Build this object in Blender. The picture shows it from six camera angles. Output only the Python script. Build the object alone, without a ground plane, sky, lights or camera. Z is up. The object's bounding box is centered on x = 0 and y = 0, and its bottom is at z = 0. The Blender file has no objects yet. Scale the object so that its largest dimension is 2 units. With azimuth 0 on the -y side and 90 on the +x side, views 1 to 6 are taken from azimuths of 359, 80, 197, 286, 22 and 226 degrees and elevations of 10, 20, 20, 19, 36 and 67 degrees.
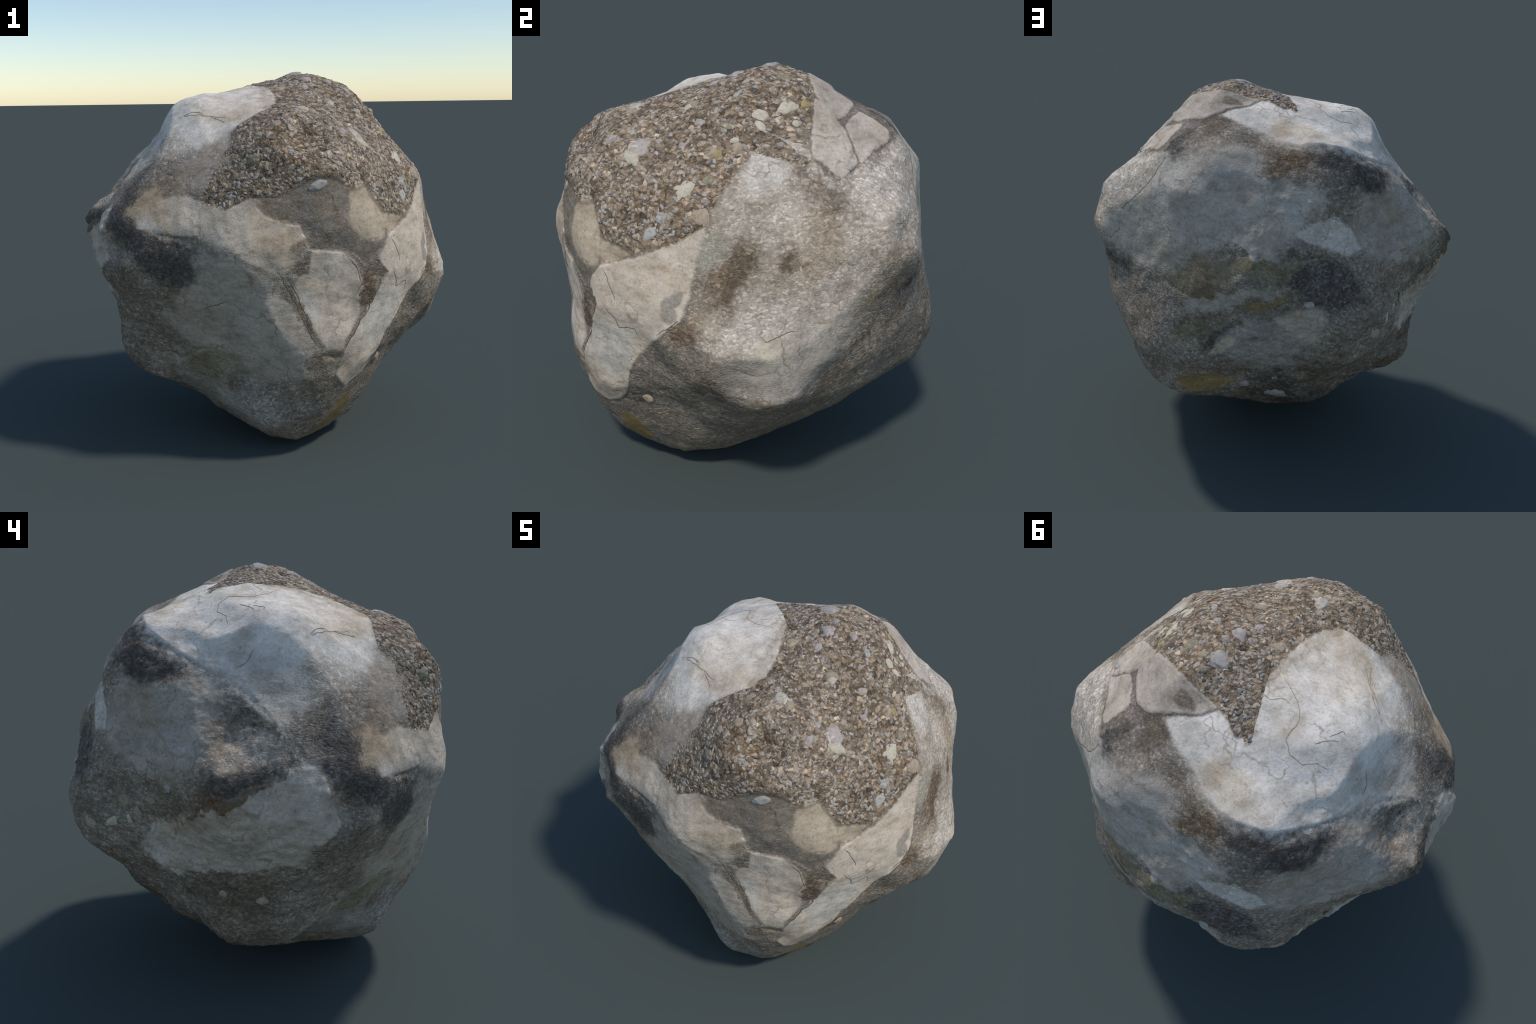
"""A boulder: a lumpy, facetted ball of stone, half pale limestone and half coarse
conglomerate.  Its body is the meeting of flat facets (rounded where they meet) plus
knobs and dents; patches of different stone lie on it, with veins, cracks and pebbles."""
import bpy, bmesh, math, random
import numpy as np
from mathutils import Vector, Matrix, noise
from mathutils.bvhtree import BVHTree

random.seed(7)
rng = np.random.default_rng(7)
CENTRE = np.array([0.0, 0.0, 0.95])
ROUNDING = 220          # higher = crisper edges between facets

# ------------------------------------------------------------------ body shape
# directions are (azimuth, elevation) in degrees; azimuth 0 = -y, 90 = +x
# facet: azimuth, elevation, distance of its plane from the centre (m)
FACETS = [
    (264, 74, 0.949),
    (334, 70, 0.916),
    (103, 68, 1.027),
    (205, 64, 0.939),
    (142, 62, 1.033),
    (325, 60, 0.927),
    (41, 59, 0.961),
    (209, 47, 0.958),
    (4, 46, 1.029),
    (322, 46, 0.930),
    (169, 45, 1.038),
    (118, 44, 0.975),
    (53, 39, 0.918),
    (94, 38, 0.912),
    (298, 37, 0.932),
    (221, 35, 0.945),
    (328, 33, 0.935),
    (247, 32, 0.932),
    (278, 31, 0.932),
    (141, 26, 1.022),
    (206, 25, 0.915),
    (108, 22, 0.998),
    (236, 19, 0.881),
    (74, 18, 0.944),
    (60, 18, 0.917),
    (338, 18, 0.931),
    (93, 17, 0.963),
    (348, 15, 0.955),
    (47, 15, 0.899),
    (217, 14, 0.876),
    (250, 13, 0.869),
    (4, 11, 0.966),
    (102, 9, 0.979),
    (256, 9, 1.007),
    (209, 4, 0.860),
    (169, 4, 0.922),
    (279, 4, 0.959),
    (340, 4, 0.913),
    (25, 3, 0.915),
    (155, 2, 0.906),
    (194, -1, 0.894),
    (216, -1, 0.886),
    (302, -2, 1.005),
    (5, -2, 0.893),
    (110, -8, 0.973),
    (118, -9, 0.945),
    (212, -9, 0.907),
    (263, -13, 0.856),
    (46, -14, 0.905),
    (22, -17, 0.952),
    (337, -17, 0.846),
    (127, -18, 0.882),
    (150, -19, 0.954),
    (278, -21, 0.883),
    (287, -21, 0.890),
    (75, -23, 0.976),
    (189, -24, 0.937),
    (324, -25, 0.852),
    (262, -28, 1.002),
    (233, -31, 0.911),
    (9, -34, 0.989),
    (245, -34, 0.889),
    (58, -35, 0.904),
    (47, -37, 0.922),
    (313, -40, 0.880),
    (128, -42, 0.863),
    (296, -44, 1.017),
    (270, -46, 0.872),
    (86, -47, 0.891),
    (293, -48, 0.871),
    (152, -52, 0.892),
    (113, -53, 0.859),
    (349, -55, 1.039),
    (182, -55, 0.861),
    (174, -65, 0.861),
    (78, -69, 1.040),
    (198, -71, 0.899),
    (318, -77, 0.950),
    (59, -77, 0.947),
    (84, -88, 0.899),
]
# lump: azimuth, elevation, width (degrees), height (m): knobs + and dents -
LUMPS = [
    (199, 84, 17, -0.061),
    (262, 77, 8, -0.063),
    (249, 73, 10, +0.079),
    (350, 70, 9, +0.032),
    (34, 66, 7, -0.042),
    (350, 63, 10, -0.036),
    (302, 62, 6, +0.036),
    (238, 59, 9, -0.092),
    (18, 58, 6, +0.012),
    (226, 56, 6, +0.050),
    (105, 55, 12, -0.037),
    (17, 54, 5, -0.023),
    (147, 54, 9, -0.080),
    (36, 50, 7, -0.131),
    (267, 49, 10, -0.090),
    (33, 48, 8, +0.129),
    (148, 48, 4, +0.023),
    (191, 45, 8, -0.063),
    (341, 44, 5, -0.036),
    (72, 42, 6, -0.045),
    (234, 40, 10, +0.038),
    (14, 39, 4, -0.120),
    (314, 39, 12, -0.025),
    (120, 39, 10, -0.119),
    (290, 38, 8, -0.040),
    (115, 36, 17, +0.115),
    (157, 36, 10, -0.076),
    (347, 34, 4, -0.029),
    (94, 33, 5, -0.019),
    (178, 33, 6, -0.074),
    (139, 31, 6, -0.050),
    (69, 26, 5, +0.028),
    (278, 25, 6, -0.059),
    (249, 24, 3, -0.031),
    (335, 23, 8, -0.019),
    (199, 21, 9, -0.132),
    (50, 21, 8, -0.032),
    (3, 20, 7, -0.069),
    (293, 20, 4, -0.024),
    (127, 20, 3, -0.067),
    (251, 20, 6, -0.020),
    (182, 20, 6, -0.079),
    (257, 19, 6, +0.043),
    (245, 19, 17, -0.022),
    (142, 18, 11, -0.040),
    (90, 17, 16, -0.057),
    (108, 16, 9, -0.036),
    (45, 16, 7, +0.102),
    (198, 16, 9, +0.122),
    (24, 15, 6, +0.022),
    (44, 15, 5, -0.065),
    (275, 13, 7, +0.066),
    (166, 13, 11, -0.048),
    (2, 13, 9, +0.084),
    (347, 8, 4, +0.020),
    (296, 8, 6, -0.040),
    (115, 8, 13, -0.051),
    (309, 7, 4, -0.195),
    (7, 6, 11, -0.048),
    (330, 6, 8, -0.064),
    (305, 6, 5, +0.080),
    (313, 4, 3, +0.066),
    (330, 3, 12, +0.078),
    (190, 1, 5, +0.015),
    (67, -1, 7, -0.040),
    (228, -1, 4, +0.041),
    (136, -3, 6, -0.125),
    (217, -3, 5, +0.020),
    (218, -3, 5, +0.020),
    (281, -3, 6, +0.063),
    (135, -4, 5, +0.107),
    (353, -4, 3, -0.019),
    (255, -5, 7, -0.052),
    (47, -5, 7, -0.025),
    (282, -6, 5, -0.052),
    (217, -6, 12, +0.102),
    (60, -8, 4, +0.028),
    (178, -8, 7, -0.062),
    (75, -8, 3, +0.013),
    (180, -9, 8, +0.043),
    (25, -10, 5, -0.033),
    (332, -10, 10, -0.019),
    (131, -10, 6, +0.018),
    (241, -12, 8, -0.118),
    (304, -13, 4, -0.017),
    (122, -13, 5, +0.025),
    (187, -14, 5, +0.018),
    (55, -14, 5, -0.035),
    (219, -15, 5, +0.049),
    (243, -18, 10, +0.200),
    (10, -18, 4, +0.020),
    (163, -19, 8, +0.043),
    (215, -20, 17, -0.103),
    (167, -21, 4, -0.064),
    (192, -23, 8, -0.038),
    (92, -24, 13, -0.063),
    (87, -25, 7, +0.081),
    (292, -27, 5, +0.043),
    (245, -27, 8, -0.292),
    (127, -29, 6, +0.014),
    (50, -29, 7, -0.032),
    (245, -30, 6, +0.191),
    (207, -30, 6, -0.045),
    (277, -32, 5, +0.054),
    (325, -32, 7, -0.019),
    (242, -32, 6, -0.045),
    (172, -35, 6, +0.061),
    (78, -37, 9, -0.055),
    (339, -38, 7, -0.022),
    (173, -38, 5, -0.042),
    (279, -40, 4, +0.036),
    (293, -41, 8, +0.085),
    (74, -42, 7, +0.100),
    (69, -44, 6, -0.077),
    (25, -46, 8, +0.050),
    (360, -47, 3, +0.022),
    (254, -49, 8, -0.039),
    (234, -50, 6, -0.030),
    (127, -50, 10, -0.019),
    (211, -52, 8, +0.078),
    (57, -52, 8, +0.039),
    (215, -53, 11, -0.132),
    (242, -54, 3, +0.020),
    (312, -55, 7, -0.034),
    (289, -62, 4, -0.016),
    (70, -63, 3, +0.027),
    (247, -63, 5, -0.056),
    (175, -63, 8, -0.034),
    (330, -68, 5, -0.041),
    (313, -68, 3, +0.030),
    (232, -73, 5, -0.026),
    (14, -76, 7, +0.058),
    (112, -84, 5, -0.008),
]


def unit(az, el):
    a, e = np.radians(az), np.radians(el)
    return np.stack([np.cos(e) * np.sin(a), -np.cos(e) * np.cos(a), np.sin(e)], -1)


def frame(c):
    """East and north on the ball at direction c."""
    a = math.atan2(c[0], -c[1])
    u = np.array([math.cos(a), math.sin(a), 0.0])
    return u, np.cross(c, u)


def radius(d):
    f, l = np.array(FACETS), np.array(LUMPS)
    q = f[:, 2] / np.maximum(d @ unit(f[:, 0], f[:, 1]).T, 0.2)
    m = q.min(1)
    r = m - np.log(np.exp(-ROUNDING * (q - m[:, None])).sum(1)) / ROUNDING
    k = 1 / np.radians(l[:, 2]) ** 2
    return r + np.exp(k * (d @ unit(l[:, 0], l[:, 1]).T - 1)) @ l[:, 3]


# ------------------------------------------------------------------ kinds of stone
# colour (linear base colour), grit: 0 smooth .. 1 coarse grains
KINDS = {
    'ground':     ((0.33, 0.29, 0.245), 0.65),
    'gritpale':   ((0.50, 0.445, 0.385), 0.50),
    'brightgrit': ((0.58, 0.53, 0.475), 0.55),
    'pale':       ((0.60, 0.56, 0.51), 0.20),
    'pinkpale':   ((0.49, 0.43, 0.37), 0.18),
    'cream':      ((0.58, 0.50, 0.38), 0.10),
    'browngrit':  ((0.20, 0.155, 0.11), 0.75),
    'tan':        ((0.47, 0.39, 0.295), 0.08),
    'bluegrey':   ((0.46, 0.415, 0.36), 0.12),
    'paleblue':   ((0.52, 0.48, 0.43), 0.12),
    'warmgrey':   ((0.41, 0.37, 0.32), 0.14),
    'grey':       ((0.38, 0.355, 0.33), 0.25),
    'frontgrey':  ((0.445, 0.39, 0.33), 0.12),
    'gritgrey':   ((0.38, 0.36, 0.335), 0.7),
    'dark':       ((0.135, 0.122, 0.112), 0.7),
    'darkgrit':   ((0.15, 0.135, 0.125), 0.8),
    'darkbrown':  ((0.19, 0.16, 0.125), 0.6),
    'olivebrown': ((0.27, 0.225, 0.15), 0.35),
    'rust':       ((0.21, 0.15, 0.10), 0.3),
    'olive':      ((0.25, 0.225, 0.145), 0.4),
    'ochre':      ((0.30, 0.22, 0.105), 0.15),
    'palestrata': ((0.52, 0.465, 0.40), 0.15),
    'rimstone':   ((0.60, 0.51, 0.415), 0.12),
    'slab':       ((0.61, 0.52, 0.43), 0.08),
    'white':      ((0.64, 0.59, 0.53), 0.06),
    'greenish':   ((0.40, 0.375, 0.31), 0.3),
    'blotch':     ((0.30, 0.275, 0.235), 0.2),
    'cap':        ((0.74, 0.69, 0.63), 0.07),
    'warmcap':    ((0.70, 0.62, 0.535), 0.06),
    'gravel':     ((0.335, 0.28, 0.22), 1.0),
    'smear':      ((0.36, 0.315, 0.27), 0.25),
    'hollow':     ((0.27, 0.235, 0.195), 0.35),
    'crackdark':  ((0.24, 0.21, 0.185), 0.6),
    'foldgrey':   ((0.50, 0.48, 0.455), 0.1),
    'plate':      ((0.51, 0.44, 0.375), 0.1),
}

def lay_patches(patch, blob):
    patch('gritty_pale_face', 'gritpale', at=(113.5, 21.2), soft=4, strength=1,
          outline=[(5, 41.0), (15, 39.6), (25, 39.0), (34, 37.5), (43, 36.6), (49, 28.6), (60, 21.0), (80, 14.9), (102, 15.5), (105, 34.8), (108, 30.3), (111, 25.9), (114, 35.3), (119, 18.0), (123, 35.6), (132, 36.4), (141, 36.8), (151, 38.0), (161, 38.5), (171, 39.9), (180, 42.6), (188, 46.0), (199, 49.0), (209, 49.0), (218, 49.8), (227, 51.3), (238, 48.3), (242, 41.7), (245, 35.4), (257, 20.7), (273, 19.2), (280, 15.0), (292, 11.2), (317, 15.6), (330, 21.8), (337, 28.5), (342, 35.3), (354, 37.6)])
    blob('bright_grit', 'brightgrit', at=(129, 32), size=(14.8, 7.3), tilt=9, soft=5, strength=0.9)
    blob('bright_grit', 'brightgrit', at=(82, 3), size=(9.4, 6.4), tilt=23, soft=4, strength=0.6)
    blob('bright_tongue', 'pale', at=(90, 43), size=(10.2, 5.2), tilt=48, soft=2.5, strength=0.75)
    blob('smooth_pinkish_swell', 'pinkpale', at=(95, -7), size=(18.9, 10.0), tilt=19, soft=3, strength=0.9)
    blob('cream_blush', 'cream', at=(86, -5), size=(5.0, 2.9), tilt=159, soft=2.5, strength=0.6)
    blob('brown_grit_spot', 'browngrit', at=(76, 14), size=(11.4, 5.1), tilt=57, soft=3, strength=0.9)
    blob('brown_grit_spot', 'browngrit', at=(92, 18), size=(3.4, 2.4), tilt=95, soft=2, strength=0.8)
    blob('brown_grit_spot', 'browngrit', at=(105, 34), size=(6.8, 4.1), tilt=146, soft=2.5, strength=0.7)
    blob('brown_grit_spot', 'browngrit', at=(125, 12), size=(7.9, 4.8), tilt=168, soft=3, strength=0.5)
    blob('brown_ledge_grit', 'browngrit', at=(65, -2), size=(5.0, 3.6), tilt=52, soft=1.5, strength=1)
    blob('tan_scab', 'tan', at=(70, 2), size=(2.8, 2.6), tilt=78, soft=1.5, strength=0.7)
    patch('blue_grey_flank', 'bluegrey', at=(171.7, 29.7), soft=4, strength=1,
          outline=[(9, 35.2), (17, 37.5), (23, 40.2), (26, 35.3), (31, 30.6), (42, 23.2), (61, 25.8), (80, 23.1), (95, 18.8), (116, 16.4), (131, 18.0), (143, 20.6), (156, 19.8), (170, 19.9), (180, 24.4), (186, 29.2), (189, 34.4), (191, 39.7), (201, 39.4), (208, 35.4), (216, 31.8), (225, 28.3), (236, 25.6), (245, 20.7), (259, 16.5), (274, 13.4), (296, 11.6), (330, 15.4), (333, 22.7), (342, 29.7), (356, 30.9)])
    blob('pale_shoulder', 'pale', at=(159, 37), size=(6.8, 5.3), tilt=13, soft=3, strength=0.6)
    blob('pale_blue_zone', 'paleblue', at=(200, 31), size=(12.5, 8.1), tilt=33, soft=4, strength=0.7)
    patch('smooth_grey_flank', 'warmgrey', at=(248.6, 22.7), soft=3, strength=1,
          outline=[(11, 15.2), (37, 10.6), (78, 9.8), (108, 12.2), (125, 16.5), (149, 20.2), (168, 17.9), (189, 17.8), (213, 12.7), (245, 10.0), (282, 11.5), (310, 14.4), (326, 19.3), (349, 22.1), (358, 18.4)])
    blob('dark_under_cap', 'dark', at=(241, 42), size=(15.2, 6.5), tilt=169, soft=2.2, strength=1)
    patch('dark_under_cap', 'dark', at=(235.2, 47.4), soft=1.5, strength=0.85,
          outline=[(3, 23.2), (6, 15.5), (13, 7.7), (98, 1.8), (142, 6.3), (149, 11.4), (153, 15.9), (165, 16.3), (182, 13.0), (213, 7.5), (258, 5.1), (305, 7.0), (342, 11.0), (356, 16.9)])
    blob('brown_stain', 'browngrit', at=(203, 47), size=(7.4, 3.7), tilt=16, soft=1.5, strength=0.9)
    patch('white_scab', 'pale', at=(219.8, 24.1), soft=1, strength=0.95,
          outline=[(9, 7.3), (36, 5.4), (75, 5.5), (107, 5.3), (133, 6.7), (158, 8.9), (171, 11.9), (183, 9.0), (199, 5.7), (239, 3.7), (285, 4.9), (306, 7.7), (324, 8.8), (337, 10.6), (350, 8.6)])
    blob('dark_seam', 'dark', at=(209, 19), size=(7.1, 1.2), tilt=172, soft=1.5, strength=0.7)
    patch('brown_olive_stain', 'olivebrown', at=(176.1, 10.0), soft=2.5, strength=0.9,
          outline=[(19, 11.5), (45, 8.4), (85, 9.2), (141, 6.5), (176, 9.3), (192, 13.7), (203, 11.1), (242, 7.3), (298, 8.2), (345, 9.0)])
    blob('rust_core', 'rust', at=(177, 6), size=(4.7, 3.4), tilt=10, soft=2, strength=0.8)
    blob('olive_band', 'olive', at=(198, 15), size=(11.5, 2.9), tilt=4, soft=2, strength=0.85)
    patch('dark_grit', 'darkgrit', at=(217.1, 9.2), soft=2.5, strength=1,
          outline=[(3, 12.3), (29, 8.5), (71, 8.0), (118, 7.3), (150, 10.7), (177, 13.5), (192, 9.8), (220, 7.3), (283, 8.2), (322, 10.3)])
    blob('blue_grey_band', 'bluegrey', at=(186, 4), size=(15.1, 2.4), tilt=18, soft=2, strength=0.8)
    blob('ochre_streak', 'ochre', at=(199, 4), size=(5.8, 1.3), tilt=18, soft=1, strength=0.8)
    blob('olive_band', 'olive', at=(176, -8), size=(8.3, 2.6), tilt=16, soft=2, strength=0.8)
    blob('dark_seam', 'dark', at=(185, -7), size=(9.1, 1.4), tilt=44, soft=1, strength=0.85)
    blob('smooth_grey_floor', 'grey', at=(199, -12), size=(13.8, 11.5), tilt=165, soft=2.5, strength=0.9)
    patch('pale_scab', 'pinkpale', at=(209.1, -2.6), soft=1.5, strength=0.95,
          outline=[(42, 7.7), (85, 5.1), (137, 5.3), (166, 8.5), (187, 7.1), (240, 5.6), (304, 7.0), (357, 6.4)])
    patch('ochre_slab', 'ochre', at=(177.6, -25.8), soft=0.8, strength=1,
          outline=[(12, 5.7), (68, 4.1), (139, 4.5), (167, 8.5), (196, 6.7), (226, 4.1), (284, 3.1), (325, 5.3), (342, 7.3), (351, 9.6)])
    patch('pale_shard', 'cream', at=(184.8, -11.2), soft=0.6, strength=0.8,
          outline=[(15, 3.4), (35, 4.6), (117, 1.6), (194, 2.5), (213, 4.8), (236, 2.9), (317, 1.1)])
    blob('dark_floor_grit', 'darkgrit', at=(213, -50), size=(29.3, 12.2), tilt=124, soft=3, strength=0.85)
    patch('grey_shelf', 'warmgrey', at=(254.6, 27.1), soft=3, strength=1,
          outline=[(11, 16.4), (27, 17.7), (40, 20.1), (61, 18.7), (71, 14.7), (88, 11.6), (116, 11.3), (140, 13.4), (156, 16.5), (167, 20.4), (189, 18.1), (213, 18.7), (231, 15.6), (255, 14.5), (290, 13.4), (319, 17.0), (343, 16.2)])
    patch('pale_strata', 'palestrata', at=(280.6, -2.1), soft=2.5, strength=1,
          outline=[(2, 21.3), (11, 26.7), (21, 26.3), (32, 26.5), (44, 28.7), (53, 24.1), (56, 17.6), (71, 12.1), (107, 9.4), (145, 11.5), (168, 17.0), (180, 23.8), (193, 27.9), (205, 30.5), (215, 27.2), (223, 21.5), (236, 16.4), (255, 13.1), (282, 11.9), (321, 13.2), (340, 19.0)])
    blob('gritty_swell', 'gritpale', at=(283, 22), size=(8.9, 6.5), tilt=6, soft=3, strength=0.9)
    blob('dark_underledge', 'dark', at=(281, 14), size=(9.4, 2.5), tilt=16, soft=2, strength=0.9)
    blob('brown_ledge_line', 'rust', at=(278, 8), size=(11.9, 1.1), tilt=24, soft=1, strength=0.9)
    blob('dark_seam', 'darkgrit', at=(283, 34), size=(8.3, 2.0), tilt=135, soft=1.5, strength=0.75)
    blob('dark_cheek', 'dark', at=(320, 10), size=(16.1, 4.9), tilt=160, soft=2.5, strength=1)
    blob('dark_cheek', 'dark', at=(309, 26), size=(8.9, 4.5), tilt=98, soft=2.5, strength=0.85)
    blob('grit_apron', 'gritgrey', at=(317, 33), size=(9.4, 4.7), tilt=35, soft=3, strength=0.8)
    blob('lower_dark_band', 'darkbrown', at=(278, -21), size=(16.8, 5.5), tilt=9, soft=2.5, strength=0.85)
    blob('smooth_lower_lobe', 'grey', at=(335, -41), size=(20.1, 13.7), tilt=2, soft=3, strength=0.9)
    blob('tan_ridge', 'tan', at=(333, -32), size=(14.0, 4.6), tilt=18, soft=2, strength=0.5)
    blob('pale_chip', 'paleblue', at=(257, -12), size=(2.7, 2.1), tilt=29, soft=1, strength=0.9)
    patch('front_grey_slab', 'frontgrey', at=(346.7, -14.8), soft=4, strength=1,
          outline=[(2, 22.8), (15, 21.0), (30, 20.4), (54, 20.0), (69, 20.6), (83, 22.5), (98, 23.7), (112, 26.3), (127, 21.2), (148, 18.2), (170, 22.2), (184, 28.1), (196, 22.5), (211, 22.2), (225, 23.2), (241, 20.6), (259, 19.6), (276, 19.3), (292, 20.5), (307, 22.8), (319, 26.3), (331, 24.3), (346, 24.5)])
    blob('blue_grey_cheek', 'bluegrey', at=(352, -4), size=(14.4, 9.6), tilt=138, soft=4, strength=0.35)
    blob('olive_foot', 'olive', at=(337, -34), size=(11.9, 7.8), tilt=3, soft=3, strength=0.5)
    blob('foot_grit', 'gritgrey', at=(1, -41), size=(13.4, 7.2), tilt=15, soft=3, strength=0.9)
    blob('dark_cheek', 'dark', at=(328, 5), size=(9.5, 7.0), tilt=160, soft=2, strength=1)
    blob('dark_crease', 'dark', at=(308, 18), size=(7.5, 5.5), tilt=117, soft=1.5, strength=0.85)
    patch('rim_band', 'rimstone', at=(345.4, 15.4), soft=1.5, strength=1,
          outline=[(5, 21.3), (8, 16.2), (19, 12.1), (51, 11.0), (86, 5.1), (133, 10.6), (148, 18.7), (157, 22.9), (163, 27.3), (173, 28.2), (181, 25.6), (184, 20.4), (193, 8.5), (227, 5.7), (291, 6.2), (311, 11.6), (318, 17.4), (323, 22.5), (338, 22.7), (349, 25.6)])
    blob('nose_white', 'pale', at=(321, 16), size=(2.2, 1.6), tilt=5, soft=1, strength=0.9)
    patch('pale_side_slab', 'slab', at=(45.0, -4.7), soft=0.8, strength=1,
          outline=[(4, 13.1), (13, 16.6), (18, 20.3), (26, 22.5), (33, 25.0), (38, 27.1), (42, 29.3), (46, 32.6), (50, 35.9), (54, 39.0), (56, 35.5), (59, 31.9), (63, 28.5), (67, 25.2), (72, 22.9), (78, 20.8), (89, 19.2), (101, 18.3), (114, 18.2), (126, 16.2), (141, 15.2), (143, 12.2), (146, 9.3), (170, 10.0), (189, 12.3), (201, 15.3), (209, 19.0), (215, 22.9), (219, 27.0), (225, 30.4), (230, 34.0), (237, 34.6), (244, 35.5), (249, 32.1), (254, 29.0), (257, 25.8), (259, 22.7), (264, 16.1), (272, 12.8), (283, 10.7), (298, 9.3), (325, 8.9), (349, 10.4)])
    blob('white_slab_foot', 'white', at=(38, -13), size=(10.4, 7.8), tilt=49, soft=1.5, strength=0.8)
    blob('greenish_edge', 'greenish', at=(71, 20), size=(6.4, 2.7), tilt=64, soft=1, strength=0.8)
    patch('grey_blotch', 'blotch', at=(60.8, 4.3), soft=0.7, strength=0.85,
          outline=[(9, 1.1), (52, 5.7), (90, 3.2), (188, 2.6), (246, 3.9), (278, 4.5)])
    patch('pale_front_slab', 'slab', at=(17.9, -5.4), soft=0.8, strength=1,
          outline=[(16, 10.6), (37, 11.1), (53, 12.8), (68, 12.9), (82, 13.8), (99, 14.5), (114, 16.2), (122, 13.1), (135, 10.3), (149, 12.6), (169, 11.9), (193, 9.9), (221, 10.1), (239, 11.1), (254, 12.9), (264, 15.3), (274, 16.3), (283, 17.8), (289, 14.0), (304, 12.3), (323, 11.7), (339, 10.3), (358, 9.9)])
    blob('white_patch', 'white', at=(12, -7), size=(4.8, 2.1), tilt=94, soft=1.2, strength=0.9)
    blob('brown_joint', 'browngrit', at=(30, -5), size=(6.0, 2.9), tilt=72, soft=0.8, strength=0.9)
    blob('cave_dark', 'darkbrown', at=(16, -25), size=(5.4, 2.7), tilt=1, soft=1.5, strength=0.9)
    blob('tan_toe', 'tan', at=(20, -24), size=(6.9, 3.8), tilt=140, soft=1.5, strength=0.5)
    patch('ochre_slab', 'ochre', at=(28.7, -48.4), soft=0.6, strength=1,
          outline=[(32, 6.0), (64, 8.2), (95, 7.7), (118, 5.0), (165, 4.2), (202, 6.1), (224, 7.5), (238, 9.6), (255, 6.7), (289, 5.2), (328, 6.0), (360, 5.1)])
    blob('grey_smear', 'smear', at=(336, 35), size=(12.0, 7.6), tilt=28, soft=3, strength=0.8)
    blob('dark_crease', 'darkgrit', at=(286, 32), size=(5.8, 2.6), tilt=125, soft=2, strength=0.8)
    blob('brown_crease', 'olivebrown', at=(288, 31), size=(3.3, 1.8), tilt=124, soft=1.5, strength=0.7)
    blob('olive_fold', 'olive', at=(331, -34), size=(10.4, 5.1), tilt=32, soft=2, strength=0.6)
    blob('tan_curl', 'tan', at=(319, 20), size=(5.9, 5.1), tilt=87, soft=1.5, strength=0.8)
    blob('pale_curl', 'pale', at=(322, 15), size=(3.2, 2.0), tilt=135, soft=1.2, strength=0.9)
    blob('brown_foot_stain', 'olivebrown', at=(313, -38), size=(7.4, 2.3), tilt=70, soft=1.5, strength=0.7)
    blob('pale_foot', 'gritpale', at=(305, -38), size=(7.5, 4.4), tilt=36, soft=2, strength=0.6)
    blob('brown_stain', 'browngrit', at=(344, -39), size=(3.4, 2.4), tilt=54, soft=1.5, strength=0.7)
    blob('grit_seam', 'gritpale', at=(3, 2), size=(3.3, 2.1), tilt=150, soft=1, strength=0.8)
    blob('brown_seam', 'browngrit', at=(7, -8), size=(8.1, 1.7), tilt=117, soft=0.8, strength=0.6)
    blob('dark_notch', 'darkbrown', at=(8, 10), size=(2.8, 1.8), tilt=95, soft=0.8, strength=0.6)
    blob('olive_spot', 'olive', at=(116, 5), size=(2.6, 2.1), tilt=112, soft=1.5, strength=0.7)
    blob('brown_lip', 'rust', at=(85, -19), size=(3.4, 1.1), tilt=170, soft=1.2, strength=0.8)
    blob('dark_edge', 'darkgrit', at=(136, 5), size=(11.5, 2.0), tilt=168, soft=2, strength=0.8)
    blob('dark_edge', 'darkgrit', at=(42, -31), size=(5.9, 2.9), tilt=11, soft=2, strength=0.8)
    patch('cap_skirt', 'cap', at=(285.6, 66.9), soft=5, strength=1,
          outline=[(2, 33.7), (15, 33.6), (26, 33.9), (38, 29.5), (46, 27.3), (56, 24.0), (69, 21.6), (86, 23.5), (102, 26.1), (114, 25.2), (116, 29.4), (118, 39.8), (122, 44.4), (132, 41.2), (144, 38.6), (157, 38.1), (165, 36.7), (176, 33.4), (188, 31.4), (197, 28.9), (207, 27.1), (220, 25.7), (234, 25.4), (248, 26.5), (260, 28.7), (270, 32.7), (278, 37.3), (289, 35.4), (300, 32.4), (317, 31.9), (331, 33.5), (339, 36.0), (346, 39.1), (352, 38.7)])
    patch('cap_limestone', 'cap', at=(268.4, 72.9), soft=1, strength=1,
          outline=[(2, 32.5), (7, 36.3), (13, 37.8), (21, 37.5), (25, 36.8), (30, 36.3), (35, 33.3), (39, 30.4), (46, 27.1), (51, 24.0), (56, 21.1), (64, 18.5), (75, 17.9), (86, 18.0), (97, 18.1), (108, 18.8), (116, 17.8), (124, 17.1), (129, 21.2), (131, 28.1), (134, 31.5), (137, 36.0), (143, 34.3), (150, 32.9), (157, 31.6), (165, 30.7), (172, 30.7), (180, 31.1), (189, 30.4), (196, 29.3), (204, 28.6), (211, 28.2), (218, 28.3), (225, 27.4), (233, 27.0), (240, 27.0), (249, 27.1), (257, 27.7), (265, 28.8), (272, 28.6), (279, 28.7), (286, 26.3), (293, 24.3), (301, 22.2), (309, 20.6), (322, 20.9), (334, 22.2), (343, 24.1), (350, 26.3), (356, 28.8)])
    blob('brown_halo', 'tan', at=(0, 76), size=(26.6, 2.4), tilt=93, soft=2, strength=0.6)
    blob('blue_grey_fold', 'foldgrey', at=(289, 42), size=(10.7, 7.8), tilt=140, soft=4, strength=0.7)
    blob('cream_tint', 'cream', at=(216, 60), size=(9.8, 4.2), tilt=152, soft=2.5, strength=0.5)
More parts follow.
